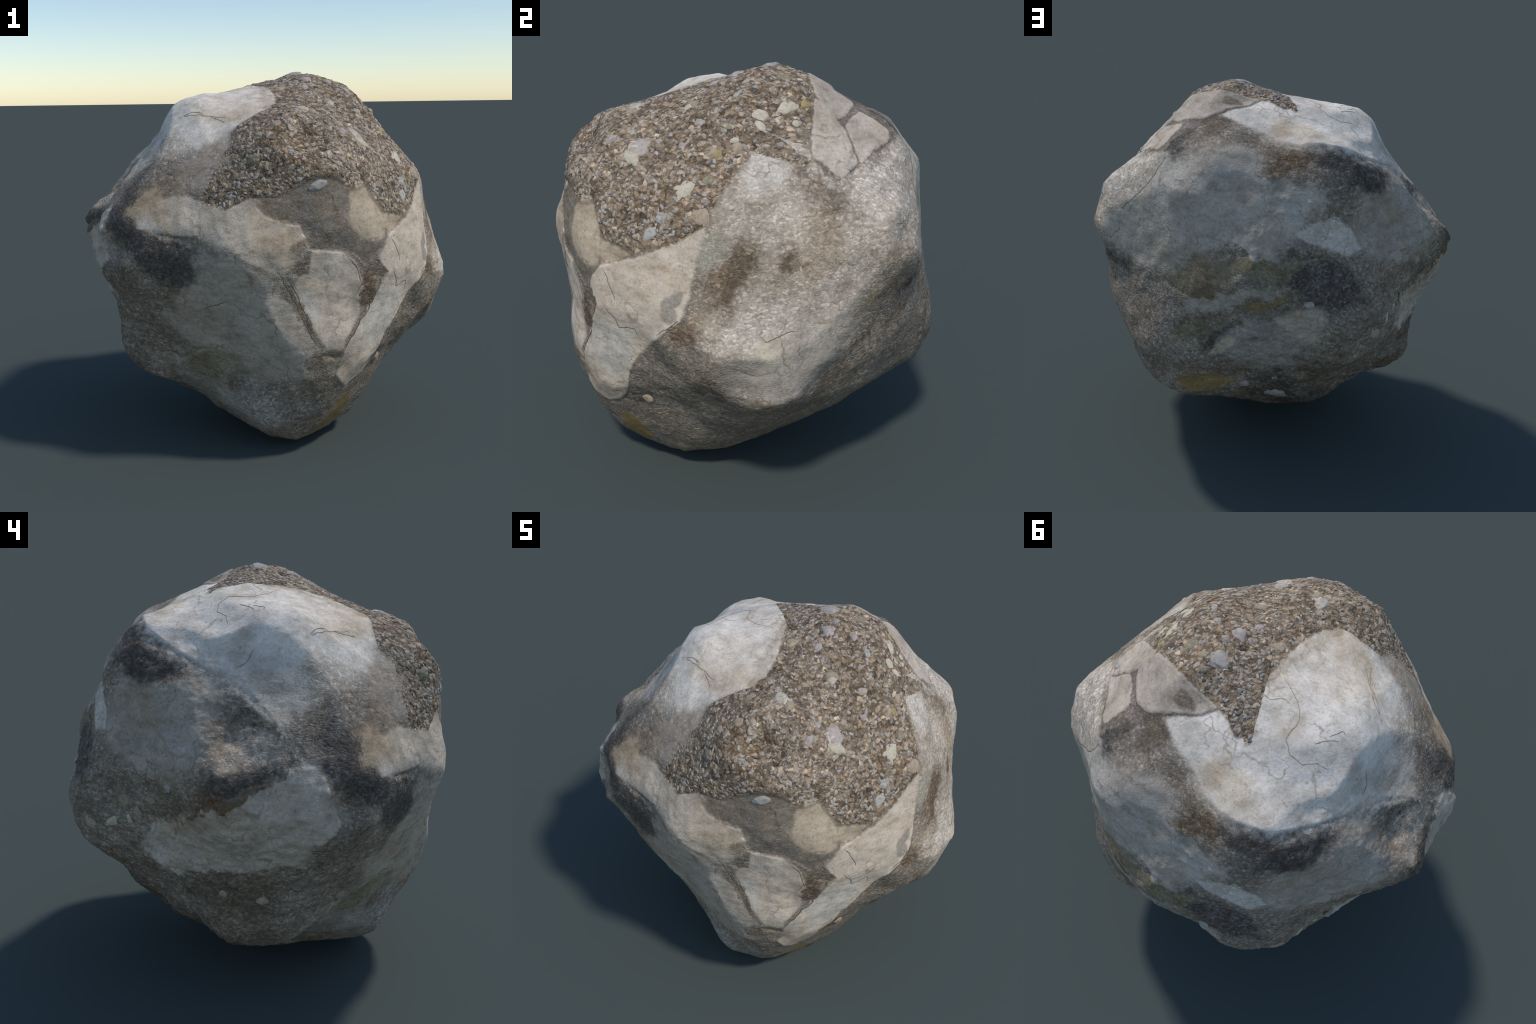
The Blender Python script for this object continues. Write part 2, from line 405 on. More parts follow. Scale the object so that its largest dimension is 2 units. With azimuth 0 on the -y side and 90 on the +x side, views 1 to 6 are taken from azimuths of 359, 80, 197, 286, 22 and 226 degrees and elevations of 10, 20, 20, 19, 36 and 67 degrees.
    blob('cream_tint', 'cream', at=(219, 78), size=(5.8, 1.8), tilt=105, soft=2, strength=0.45)
    blob('warm_cap', 'warmcap', at=(335, 64), size=(11.8, 10.8), tilt=103, soft=4, strength=0.7)
    blob('painted_crease_shade', 'paleblue', at=(277, 53), size=(8.3, 2.6), tilt=74, soft=3, strength=0.6)  # bluish tint laid on the cap where its crease turns from the sun
    blob('cap_foot', 'warmgrey', at=(294, 37), size=(8.3, 4.7), tilt=154, soft=4, strength=0.7)
    blob('cap_grit', 'gritpale', at=(311, 42), size=(6.9, 5.2), tilt=31, soft=2.5, strength=0.8)
    patch('conglomerate_face', 'gravel', at=(38.5, 56.0), soft=0.7, strength=1,
          outline=[(1, 28.5), (8, 41.7), (12, 42.4), (14, 30.4), (16, 37.8), (18, 40.5), (23, 33.4), (25, 39.5), (31, 38.8), (38, 38.5), (44, 38.5), (51, 38.9), (57, 39.7), (63, 40.9), (68, 41.9), (73, 43.1), (78, 44.5), (83, 47.6), (86, 50.9), (89, 50.8), (91, 54.3), (95, 31.7), (100, 28.9), (102, 26.0), (105, 25.7), (109, 22.8), (112, 22.8), (119, 20.0), (121, 20.3), (128, 18.9), (136, 17.9), (149, 18.8), (161, 20.5), (164, 24.2), (166, 27.9), (168, 31.3), (170, 34.6), (175, 36.5), (179, 38.6), (184, 44.9), (187, 50.7), (189, 53.6), (191, 55.5), (194, 54.4), (197, 53.4), (200, 52.5), (203, 48.6), (205, 45.9), (210, 45.0), (214, 41.7), (218, 38.5), (222, 35.5), (226, 32.7), (232, 31.9), (237, 31.3), (243, 31.8), (248, 32.5), (253, 31.4), (257, 30.3), (260, 32.2), (263, 34.2), (267, 37.8), (273, 38.3), (279, 39.2), (285, 40.2), (291, 39.5), (297, 39.0), (303, 38.9), (311, 37.8), (319, 37.2), (322, 35.6), (327, 33.7), (332, 32.1), (339, 30.3), (346, 29.0), (354, 28.1)])
    blob('smear', 'smear', at=(335, 37), size=(8.2, 5.9), tilt=63, soft=3, strength=0.9)
    patch('broken_hollow', 'hollow', at=(21.4, 17.6), soft=0.5, strength=1,
          outline=[(1, 26.4), (4, 21.3), (6, 14.2), (22, 13.1), (33, 12.6), (45, 12.7), (52, 10.4), (61, 8.3), (81, 8.8), (97, 10.1), (111, 11.4), (122, 13.2), (137, 14.8), (148, 17.0), (157, 20.0), (161, 27.2), (163, 23.4), (167, 25.0), (173, 22.7), (175, 20.2), (178, 17.8), (183, 13.1), (199, 12.4), (217, 13.2), (232, 10.8), (254, 9.4), (272, 9.7), (288, 10.8), (295, 13.7), (300, 16.8), (313, 16.1), (326, 16.3), (341, 17.1), (347, 19.0), (352, 21.0), (357, 23.7)])
    patch('tan_dome', 'tan', at=(30.0, 18.0), soft=0.8, strength=0.95,
          outline=[(26, 5.8), (51, 5.9), (72, 7.0), (100, 9.6), (115, 8.4), (134, 8.0), (162, 6.5), (195, 7.0), (222, 6.3), (249, 7.0), (272, 7.3), (291, 8.6), (322, 9.0), (345, 6.8)])
    patch('tan_dome', 'tan', at=(41.0, 15.3), soft=0.6, strength=0.9,
          outline=[(11, 6.6), (27, 3.5), (100, 2.0), (148, 4.4), (190, 3.3), (231, 4.5), (257, 2.5), (323, 2.2), (360, 4.1)])
    blob('dark_pocket', 'darkbrown', at=(16, 12), size=(2.2, 2.0), tilt=80, soft=1, strength=0.8)
    patch('cracked_ground', 'crackdark', at=(131.2, 55.5), soft=0.8, strength=1,
          outline=[(3, 13.9), (22, 12.1), (33, 13.5), (42, 15.3), (53, 19.0), (60, 23.2), (65, 25.1), (69, 27.2), (72, 23.8), (76, 20.5), (81, 17.3), (90, 14.1), (105, 11.5), (125, 9.9), (149, 9.8), (170, 11.3), (185, 13.9), (195, 17.1), (202, 20.6), (214, 21.1), (225, 22.4), (234, 19.4), (244, 16.8), (256, 14.4), (272, 12.8), (293, 13.3), (311, 15.4), (328, 17.0), (344, 14.7)])
    patch('cracked_plate', 'plate', at=(139.3, 65.1), soft=0.35, strength=1,
          outline=[(18, 7.8), (35, 9.9), (45, 12.6), (54, 14.3), (61, 16.3), (66, 13.1), (73, 10.0), (87, 7.3), (114, 5.7), (148, 5.9), (173, 7.4), (188, 9.7), (202, 10.5), (213, 11.9), (229, 12.8), (249, 10.3), (263, 9.0), (280, 8.4), (315, 7.7), (350, 6.9)])
    patch('cracked_plate', 'plate', at=(115.5, 48.4), soft=0.35, strength=1,
          outline=[(5, 5.3), (38, 6.9), (60, 8.6), (74, 11.2), (87, 12.4), (99, 8.8), (125, 6.0), (169, 5.6), (200, 7.9), (235, 8.2), (260, 10.8), (280, 9.0), (305, 8.6), (327, 6.1)])
    patch('cracked_plate', 'plate', at=(134.7, 48.0), soft=0.35, strength=1,
          outline=[(7, 7.6), (28, 7.4), (56, 8.1), (73, 6.6), (96, 5.8), (121, 5.8), (143, 6.8), (176, 6.6), (203, 8.3), (218, 11.2), (228, 8.0), (248, 5.3), (299, 4.9), (332, 7.8), (349, 8.6)])
    patch('dark_patch', 'darkbrown', at=(162.2, 58.3), soft=1, strength=1,
          outline=[(51, 5.5), (86, 4.5), (121, 5.4), (173, 5.5), (203, 3.7), (250, 3.8), (267, 6.0), (312, 5.7), (358, 3.8)])
    blob('dark_patch', 'darkbrown', at=(154, 70), size=(2.9, 2.7), tilt=82, soft=1, strength=0.85)
    blob('dark_seam', 'darkgrit', at=(153, 49), size=(5.8, 2.3), tilt=83, soft=1.5, strength=0.9)
    blob('dark_seam', 'darkgrit', at=(155, 45), size=(3.8, 2.5), tilt=142, soft=1.5, strength=0.8)

def lay_veins(vein):
    vein('vein', 4, [(338.0, 82.7), (309.8, 81.0), (296.2, 78.7), (282.9, 75.7), (273.2, 73.6), (260.4, 73.3), (252.5, 71.6), (251.5, 68.0), (255.5, 64.3), (263.6, 62.5), (268.3, 59.3)])
    vein('vein', 5, [(334.9, 55.5), (325.0, 56.4), (316.0, 54.9), (309.2, 54.0)])
    vein('vein', 6, [(308.6, 54.3), (313.1, 56.2), (319.7, 56.2)])
    vein('vein', 5, [(325.4, 56.3), (331.1, 54.6), (335.6, 52.9)])
    vein('vein', 4, [(252.1, 85.5), (260.1, 83.2), (281.6, 81.5), (281.4, 79.3)])
    vein('vein', 4, [(280.4, 65.2), (287.9, 64.0), (285.7, 62.3)])
    vein('vein', 4, [(270.0, 66.7), (277.7, 65.2), (281.5, 62.7)])
    vein('vein', 5, [(276.5, 45.0), (280.1, 46.7), (283.0, 49.9)])
    vein('crack', 7, [(1.2, 2.9), (4.2, -1.9), (7.2, -8.2), (9.1, -12.5), (10.9, -15.6), (14.5, -20.4)])
    vein('crack', 5, [(4.1, 1.2), (7.2, -4.1), (9.7, -10.2), (11.0, -13.9)])
    vein('crack', 7, [(35.3, -1.0), (31.7, -7.8), (27.9, -13.9), (24.5, -18.8), (22.6, -21.7)])
    vein('crack', 5, [(39.4, 11.0), (41.7, 7.1), (44.1, 3.2)])
    vein('crack', 5, [(39.8, 1.3), (42.2, -2.2), (43.4, -5.2), (49.5, -4.1), (49.8, -6.8)])
    vein('crack', 4, [(64.3, 1.8), (61.0, -0.2), (56.9, -3.9)])
    vein('crack', 5, [(337.3, -9.8), (341.6, -8.2), (346.1, -6.6)])
    vein('crack', 4, [(26.3, -5.4), (27.5, -1.3), (26.2, 2.8), (23.3, 6.1)])
    vein('crack', 5, [(84.3, 0.2), (85.4, -1.2), (89.8, 0.2), (93.2, 0.8)])
    vein('crack', 4, [(77.1, -8.3), (81.3, -10.4), (83.7, -10.8)])
    vein('crack', 4, [(152.3, 41.8), (151.6, 35.6), (145.2, 29.5), (139.9, 22.8)])

def lay_crevices(crevice):
    crevice('ledge_crevice', 13, 17, [(264.6, 1.9), (271.3, 5.0), (276.2, 8.9), (283.0, 11.3), (288.6, 13.6), (293.1, 17.0), (296.5, 18.9)])
    crevice('cap_crevice', 11, 11, [(259.8, 45.8), (268.1, 43.0), (274.9, 40.7), (282.5, 37.2), (287.0, 33.4), (289.5, 29.6)])
    crevice('floor_crevice', 12, 12, [(178.2, -13.9), (182.0, -10.1), (187.1, -4.9), (193.1, -0.6), (201.7, 2.4), (206.5, 7.0)])
    crevice('strata_crevice', 12, 11, [(187.5, 11.7), (195.5, 10.5), (203.3, 12.5), (211.7, 12.2), (219.4, 13.7)])
    crevice('strata_crevice', 11, 10, [(162.8, 5.8), (172.7, 3.5), (179.9, 2.1), (185.0, 6.1), (191.9, 7.5)])
    crevice('foot_crevice', 12, 11, [(250.4, -15.8), (257.2, -17.8), (271.2, -16.2), (283.0, -14.3), (291.1, -10.9), (296.7, -7.4)])
    crevice('cave_crevice', 14, 14, [(11.6, -23.7), (15.4, -23.1), (20.2, -24.6), (22.2, -22.7)])
    crevice('cheek_crevice', 12, 11, [(304.5, 13.1), (303.1, 20.2), (305.6, 25.5), (310.3, 31.1)])
    crevice('lip_crevice', 12, 12, [(319.1, 13.0), (324.6, 12.3), (330.5, 12.5), (335.9, 11.5), (338.2, 6.9)])
    crevice('brown_crevice', 9, 10, [(61.1, -3.2), (64.3, 1.4), (66.4, 2.4), (67.6, 5.6), (67.3, 10.7)])
    crevice('brown_crevice', 9, 8, [(36.9, -32.3), (46.5, -30.5), (59.6, -22.7)])
    crevice('fold_crevice', 12, 10, [(315.5, -35.5), (324.0, -31.5), (331.0, -27.1), (345.1, -25.0)])

def lay_pebbles(pebble):
    pebble('cream', (37.5, 43.0), (27, 44), 27)
    pebble('greypeb', (52.4, 22.8), (25, 51), 129)
    pebble('greypeb', (55.1, 26.8), (26, 18), 8)
    pebble('cream', (59.8, 35.0), (42, 25), 168)
    pebble('tanpeb', (67.6, 28.7), (34, 30), 3)
    pebble('cream', (86.8, 57.3), (41, 28), 177)
    pebble('cream', (100.1, 59.2), (26, 47), 106)
    pebble('ochrepeb', (101.2, 60.2), (20, 22), 174)
    pebble('ochrepeb', (110.3, 60.0), (24, 22), 168)
    pebble('cream', (86.4, 53.8), (27, 19), 149)
    pebble('tanpeb', (76.6, 48.0), (21, 21), 4)
    pebble('tanpeb', (67.5, 45.8), (22, 32), 118)
    pebble('tanpeb', (58.9, 54.7), (26, 16), 1)
    pebble('cream', (72.6, 52.8), (22, 12), 0)
    pebble('cream', (75.8, 49.8), (19, 12), 6)
    pebble('cream', (19.0, 53.6), (29, 26), 34)
    pebble('pinkpeb', (31.7, 47.0), (12, 14), 39)
    pebble('pinkpeb', (27.7, 42.8), (28, 20), 26)
    pebble('cream', (101.9, 54.6), (17, 16), 174)
    pebble('pinkpeb', (54.3, 47.9), (18, 16), 8)
    pebble('tanpeb', (62.4, 48.2), (19, 11), 27)
    pebble('olivepeb', (68.1, 38.2), (22, 19), 3)
    pebble('greypeb', (15.8, 53.9), (26, 26), 9)
    pebble('tanpeb', (19.7, 51.9), (21, 20), 7)
    pebble('pinkpeb', (37.5, 43.0), (37, 31), 148)
    pebble('tanpeb', (46.4, 62.2), (30, 23), 160)
    pebble('tanpeb', (18.3, 77.0), (25, 28), 177)
    pebble('pinkpeb', (68.9, 77.1), (44, 38), 91)
    pebble('tanpeb', (1.7, 45.4), (25, 20), 11)
    pebble('pinkpeb', (58.4, 54.8), (24, 18), 162)
    pebble('olivepeb', (354.1, 35.4), (33, 16), 15)
    pebble('pinkpeb', (78.9, 69.5), (19, 26), 133)
    pebble('greypeb', (74.1, 63.7), (15, 26), 139)
    pebble('pinkpeb', (47.0, 72.8), (17, 27), 150)
    pebble('greypeb', (55.2, 26.9), (27, 22), 162)
    pebble('pinkpeb', (110.5, 80.6), (35, 27), 68)
    pebble('ochrepeb', (69.6, 45.2), (21, 23), 157)
    pebble('olivepeb', (71.7, 53.2), (21, 15), 157)
    pebble('greypeb', (113.2, 80.3), (42, 47), 125)
    pebble('olivepeb', (108.5, 70.5), (43, 37), 108)
    pebble('tanpeb', (20.4, 77.3), (33, 28), 39)
    pebble('cream', (16.0, 54.9), (30, 32), 35)
    pebble('tanpeb', (19.9, 52.3), (21, 28), 25)
    pebble('cream', (45.5, 61.3), (28, 25), 19)
    pebble('cream', (37.6, 41.4), (60, 35), 138)
    pebble('olivepeb', (129.8, 76.3), (20, 19), 93)
    pebble('tanpeb', (114.6, 75.5), (21, 18), 103)
    pebble('tanpeb', (2.2, 54.1), (20, 16), 59)
    pebble('pinkpeb', (84.4, 77.0), (22, 20), 160)
    pebble('pinkpeb', (69.0, 77.1), (20, 27), 178)
    pebble('greypeb', (210.5, 3.8), (24, 14), 0)
    pebble('greypeb', (201.9, -42.5), (75, 73), 34)
    pebble('greypeb', (202.0, -28.1), (19, 27), 173)
    pebble('pinkpeb', (190.5, -29.5), (28, 22), 15)
    pebble('tanpeb', (233.8, -7.3), (40, 24), 165)
    pebble('tanpeb', (254.1, 3.3), (40, 20), 14)
    pebble('cream', (240.7, -5.7), (36, 19), 28)
    pebble('greypeb', (261.0, 8.8), (21, 20), 14)
    pebble('tanpeb', (289.4, -21.8), (25, 20), 9)
    pebble('tanpeb', (277.2, -21.5), (24, 17), 10)
    pebble('cream', (246.7, -4.1), (14, 23), 10)
    pebble('tanpeb', (250.5, -0.8), (13, 31), 11)
    pebble('olivepeb', (244.5, 1.3), (29, 32), 13)
    pebble('tanpeb', (355.5, 42.1), (24, 17), 148)
    pebble('tanpeb', (354.2, 35.0), (23, 26), 155)
    pebble('cream', (60.4, 34.9), (38, 57), 148)
    pebble('tanpeb', (67.6, 28.2), (47, 43), 171)
    pebble('tanpeb', (1.9, 45.1), (20, 25), 170)
    pebble('pinkpeb', (38.3, 43.9), (48, 59), 120)
    pebble('olivepeb', (353.9, 34.9), (27, 19), 162)
    pebble('greypeb', (13.4, 26.4), (20, 41), 109)
    pebble('greypeb', (108.8, 35.9), (20, 15), 151)
    pebble('cream', (76.6, 30.9), (13, 11), 7)
    pebble('greypeb', (117.7, 41.0), (15, 22), 166)
    pebble('tanpeb', (45.4, -32.9), (27, 31), 4)


# ------------------------------------------------------------------ the patches, as masks
PATCHES = []      # filled in painting order


def patch(name, kind, at, soft, strength, outline):
    """A patch whose border is given as (bearing, angular reach) about its middle."""
    PATCHES.append(dict(name=name, kind=kind, c=unit(*at), soft=soft, k=strength, line=outline))


def blob(name, kind, at, size, tilt, soft, strength):
    PATCHES.append(dict(name=name, kind=kind, c=unit(*at), soft=soft, k=strength, size=size, tilt=tilt))


lay_patches(patch, blob)


def closed(line):
    """Outline as curve points over bearing 0..1, joined at the ends."""
    line = sorted(line)
    t = np.array([p[0] for p in line]) / 360.0
    r = np.array([p[1] for p in line], float)
    ends = np.interp([0.0], np.r_[t[-1] - 1, t[0]], np.r_[r[-1], r[0]])[0]
    keep = (t > 0.003) & (t < 0.997)
    return np.r_[0.0, t[keep], 1.0], np.r_[ends, r[keep], ends]


def margin(p, d):
    """Degrees inside (+) or outside (-) of an outlined patch."""
    u, v = frame(p['c'])
    x, y, z = d @ u, d @ v, d @ p['c']
    t, r = closed(p['line'])
    return np.interp(np.arctan2(y, x) / (2 * math.pi) % 1.0, t, r) - np.degrees(np.arctan2(np.hypot(x, y), z))


def inside(name, d):
    """Largest margin over all outlined patches of this name."""
    return np.max([margin(p, d) for p in PATCHES if p['name'] == name and 'line' in p], 0)


# ------------------------------------------------------------------ shader
class Nodes:
    def __init__(self, mat):
        mat.use_nodes = True
        self.t = mat.node_tree
        self.bsdf = self.t.nodes['Principled BSDF']

    def put(self, socket, value):
        if isinstance(value, bpy.types.NodeSocket):
            self.t.links.new(value, socket)
        elif value is not None:
            socket.default_value = value

    def new(self, kind, **props):
        n = self.t.nodes.new('ShaderNode' + kind)
        for k, v in props.items():
            setattr(n, k, v)
        return n

    def math(self, op, a, b=None, c=None, clamp=False):
        n = self.new('Math', operation=op, use_clamp=clamp)
        for s, v in zip(n.inputs, (a, b, c)):
            self.put(s, v)
        return n.outputs[0]

    def vec(self, op, a, b=None, scale=None):
        n = self.new('VectorMath', operation=op)
        self.put(n.inputs[0], a)
        if b is not None:
            self.put(n.inputs[1], b)
        if scale is not None:
            self.put(n.inputs['Scale'], scale)
        return n.outputs['Value'] if op in ('LENGTH', 'DOT_PRODUCT') else n.outputs[0]

    def noise(self, v, scale, detail=4.0, rough=0.55, colour=False):
        n = self.new('TexNoise')
        self.put(n.inputs['Vector'], v)
        n.inputs['Scale'].default_value, n.inputs['Detail'].default_value, n.inputs['Roughness'].default_value = scale, detail, rough
        return n.outputs['Color' if colour else 'Fac']

    def range(self, v, a, b, lo=0.0, hi=1.0, smooth=True):
        n = self.new('MapRange', interpolation_type='SMOOTHSTEP' if smooth else 'LINEAR')
        for s, x in zip(n.inputs, (v, a, b, lo, hi)):
            self.put(s, x)
        return n.outputs[0]

    def mix(self, f, a, b, blend='MIX'):
        n = self.new('Mix', data_type='RGBA', blend_type=blend)
        self.put(n.inputs[0], f)
        for s, v in ((n.inputs[6], a), (n.inputs[7], b)):
            self.put(s, (*v, 1.0) if isinstance(v, tuple) and len(v) == 3 else v)
        return n.outputs[2]

    def ramp(self, f, stops, constant=False):
        n = self.new('ValToRGB')
        r = n.color_ramp
        r.interpolation = 'CONSTANT' if constant else 'LINEAR'
        while len(r.elements) < len(stops):
            r.elements.new(0.5)
        for e, (x, c) in zip(r.elements, stops):
            e.position, e.color = x, (*c, 1.0)
        self.put(n.inputs[0], f)
        return n.outputs[0]

    def voronoi(self, v, scale, feature='F1', rand=1.0):
        n = self.new('TexVoronoi', feature=feature)
        self.put(n.inputs['Vector'], v)
        n.inputs['Scale'].default_value, n.inputs['Randomness'].default_value = scale, rand
        return n


def stone_material(name, patches):
    mat = bpy.data.materials.new(name)
    N = Nodes(mat)
    obj = N.new('TexCoord').outputs['Object']
    p = N.vec('SUBTRACT', obj, tuple(CENTRE))
    d = N.vec('NORMALIZE', p)

    def warped(*waves):
        out = d
        for scale, amp, detail in waves:
            w = N.vec('SUBTRACT', N.noise(p, scale, detail, 0.6, True), (0.5, 0.5, 0.5))
            out = N.vec('ADD', out, N.vec('SCALE', w, scale=amp))
        return N.vec('NORMALIZE', out)

    fine = warped((26.0, 0.014, 3.0))                       # for borders that are nearly clean
    loose = warped((5.0, 0.16, 3.0), (22.0, 0.12, 5.0))     # for stains with ragged borders
    base, grit = KINDS['ground']
    col = N.mix(N.range(N.noise(p, 3.0, 6.0), 0.35, 0.65), base, tuple(0.8 * c for c in base))
    grit_s = N.math('ADD', grit, 0.0)
    for q in patches:
        kc, kg = KINDS[q['kind']]
        u, v = frame(q['c'])
        m = N.new('Mapping', vector_type='TEXTURE')
        # a vanishing share of the colour so far: has the patches worked out one after another
        seq = N.new('VectorMath', operation='MULTIPLY_ADD')
        N.put(seq.inputs[0], col)
        seq.inputs[1].default_value = (1e-7, 1e-7, 1e-7)
        N.put(m.inputs['Vector'], seq.outputs[0])
        if 'size' in q:
            a = math.radians(q['tilt'])
            u, v = u * math.cos(a) + v * math.sin(a), v * math.cos(a) - u * math.sin(a)
            N.put(seq.inputs[2], loose)
            m.inputs['Location'].default_value = tuple(q['c'])
            rx, ry = (math.sin(math.radians(s)) for s in q['size'])
            m.inputs['Scale'].default_value = (rx, ry, 0.45)
            s = min(0.85, q['soft'] / (0.5 * sum(q['size'])) * 1.3)
            reach = N.vec('LENGTH', m.outputs[0])
            mask = N.range(reach, 1 + s, 1 - s, 0.0, q['k'])
        else:
            N.put(seq.inputs[2], fine if q['soft'] < 1.6 else loose)
            sep = N.new('SeparateXYZ')
            N.put(sep.inputs[0], m.outputs[0])
            x, y, z = sep.outputs
            bearing = N.math('FRACT', N.math('DIVIDE', N.math('ARCTAN2', y, x), 2 * math.pi))
            far = N.math('SQRT', N.math('ADD', N.math('MULTIPLY', x, x), N.math('MULTIPLY', y, y)))
            rho = N.math('DIVIDE', N.math('ARCTAN2', far, z), math.pi / 2)
            curve = N.new('FloatCurve')
            N.put(curve.inputs['Value'], bearing)
            c = curve.mapping.curves[0]
            t, r = closed(q['line'])
            for i, (tt, rr) in enumerate(zip(t, r / 90.0)):
                if i == 0:
                    c.points[0].location = (tt, rr)
                elif i == len(t) - 1:
                    c.points[len(c.points) - 1].location = (tt, rr)
                else:
                    c.points.new(tt, rr)
            for pt in c.points:
                pt.handle_type = 'VECTOR'
            curve.mapping.update()
            s = q['soft'] / 90.0
            mask = N.range(N.math('SUBTRACT', curve.outputs[0], rho), -s, s, 0.0, q['k'])
        axes = Matrix((u, v, q['c'])).transposed()
        m.inputs['Rotation'].default_value = axes.to_euler()
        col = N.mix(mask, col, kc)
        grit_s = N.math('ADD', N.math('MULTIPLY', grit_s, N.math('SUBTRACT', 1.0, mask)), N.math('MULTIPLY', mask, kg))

    # mottling of the stone itself
    cloud = N.noise(p, 6.0, 5.0, 0.62)
    col = N.mix(1.0, col, N.ramp(cloud, [(0.25, (0.72, 0.70, 0.67)), (0.5, (1.0, 1.0, 1.0)), (0.75, (1.22, 1.22, 1.23))]), 'MULTIPLY')
    streak = N.noise(N.vec('MULTIPLY', p, (1.0, 0.8, 2.4)), 14.0, 5.0, 0.65)
    col = N.mix(1.0, col, N.ramp(streak, [(0.28, (0.74, 0.71, 0.66)), (0.5, (1.0, 1.0, 1.0)), (0.78, (1.12, 1.12, 1.13))]), 'MULTIPLY')
    pores = N.noise(p, 70.0, 3.0, 0.6)
    col = N.mix(1.0, col, N.ramp(pores, [(0.28, (0.78, 0.76, 0.73)), (0.45, (0.98, 0.98, 0.98)), (0.75, (1.1, 1.1, 1.1))]), 'MULTIPLY')

    # brown weathering clouds, and thin dark wisps like healed cracks
    stain = N.range(N.noise(p, 2.6, 6.0, 0.62), 0.50, 0.68, 0.0, 0.6)
    col = N.mix(stain, col, N.mix(1.0, col, (0.78, 0.68, 0.55), 'MULTIPLY'))
    bend = N.vec('ADD', p, N.vec('SCALE', N.vec('SUBTRACT', N.noise(p, 7.0, 3.0, 0.6, True), (0.5, 0.5, 0.5)), scale=0.16))
    wisp = N.math('ABSOLUTE', N.math('SUBTRACT', N.noise(bend, 3.4, 2.0, 0.5), 0.5))
    wisp = N.math('MULTIPLY', N.range(wisp, 0.001, 0.012, 0.55, 0.0), N.range(cloud, 0.42, 0.58))
    col = N.mix(wisp, col, N.mix(1.0, col, (0.42, 0.36, 0.30), 'MULTIPLY'))
    flecks = N.range(N.noise(N.vec('MULTIPLY', p, (1.0, 1.6, 0.8)), 38.0, 2.0, 0.5), 0.66, 0.74, 0.0, 0.5)
    col = N.mix(flecks, col, N.mix(1.0, col, (0.55, 0.5, 0.44), 'MULTIPLY'))

    # grains: two sizes of cells, each with its own tint
    bent = N.vec('ADD', p, N.vec('SCALE', N.vec('SUBTRACT', N.noise(p, 26.0, 3.0, 0.5, True), (0.5, 0.5, 0.5)), scale=0.035))
    bent = N.vec('MULTIPLY', bent, (1.0, 0.75, 1.15))
    tints = [(0.0, (0.36, 0.33, 0.31)), (0.22, (0.58, 0.53, 0.48)), (0.45, (0.85, 0.80, 0.74)), (0.62, (1.12, 1.02, 0.90)),
             (0.78, (1.25, 1.22, 1.20)), (0.90, (1.75, 1.70, 1.66)), (1.0, (2.15, 2.1, 2.05))]
    big, small = N.voronoi(bent, 52.0), N.voronoi(bent, 105.0)

    mild = [(x, tuple(1 + 0.75 * (v - 1) for v in c)) for x, c in tints]

    def tint(vor, tints):
        g = N.new('SeparateColor')
        N.put(g.inputs[0], vor.outputs['Color'])
        return g.outputs[0], N.ramp(g.outputs[0], tints)
    vb, cb = tint(big, tints)
    vs, cs = tint(small, tints)
    _, cm = tint(small, mild)
    gaps = N.range(big.outputs['Distance'], 0.35, 0.75, 1.0, 0.62)
    pick = N.range(N.noise(p, 17.0, 3.0), 0.42, 0.58)
    coarse = N.range(grit_s, 0.8, 1.0)
    share = N.math('MULTIPLY', coarse, N.math('SUBTRACT', 1.0, N.math('MULTIPLY', pick, 0.75)))
    grains = N.mix(share, N.mix(coarse, cm, cs), cb)
    grains = N.mix(1.0, grains, gaps, 'MULTIPLY')
    dirt = N.ramp(N.noise(p, 9.0, 5.0, 0.6), [(0.3, (0.62, 0.58, 0.53)), (0.5, (1.0, 0.98, 0.96)), (0.7, (1.12, 1.10, 1.08))])
    grains = N.mix(0.8, grains, dirt, 'MULTIPLY')
    col = N.mix(grit_s, col, N.mix(1.0, col, grains, 'MULTIPLY'))
    col = N.mix(1.0, col, (1.03, 0.995, 0.94), 'MULTIPLY')
    N.put(N.bsdf.inputs['Base Color'], col)
    N.bsdf.inputs['Roughness'].default_value = 0.88
    N.bsdf.inputs['Specular IOR Level'].default_value = 0.25

    height = N.math('ADD', N.math('MULTIPLY', N.math('SUBTRACT', 1.0, small.outputs['Distance']), 0.8), N.math('MULTIPLY', pores, 0.5))
    b = N.new('Bump')
    N.put(b.inputs['Strength'], N.math('MULTIPLY_ADD', grit_s, 0.45, 0.12))
    b.inputs['Distance'].default_value = 0.008
    N.put(b.inputs['Height'], height)
    N.put(N.bsdf.inputs['Normal'], b.outputs[0])
    return mat


def plain_material(name, colours, by_island=False):
    """Small stones and veins: a tint picked per piece, with fine mottling."""
    mat = bpy.data.materials.new(name)
    N = Nodes(mat)
    obj = N.new('TexCoord').outputs['Object']
    rnd = N.new('NewGeometry').outputs['Random Per Island'] if by_island else N.new('ObjectInfo').outputs['Random']
    stops = [(i / max(1, len(colours) - 1), c) for i, c in enumerate(colours)]
    col = N.ramp(rnd, stops)
    col = N.mix(1.0, col, N.ramp(N.noise(obj, 60.0, 6.0, 0.65), [(0.3, (0.66, 0.63, 0.6)), (0.5, (1, 1, 1)), (0.72, (1.15, 1.15, 1.15))]), 'MULTIPLY')
    N.put(N.bsdf.inputs['Base Color'], col)
    N.bsdf.inputs['Roughness'].default_value = 0.88
    N.bsdf.inputs['Specular IOR Level'].default_value = 0.25
    return mat


# ------------------------------------------------------------------ body mesh
VEINS = []
lay_veins(lambda name, width, points: VEINS.append((name, width, points)))


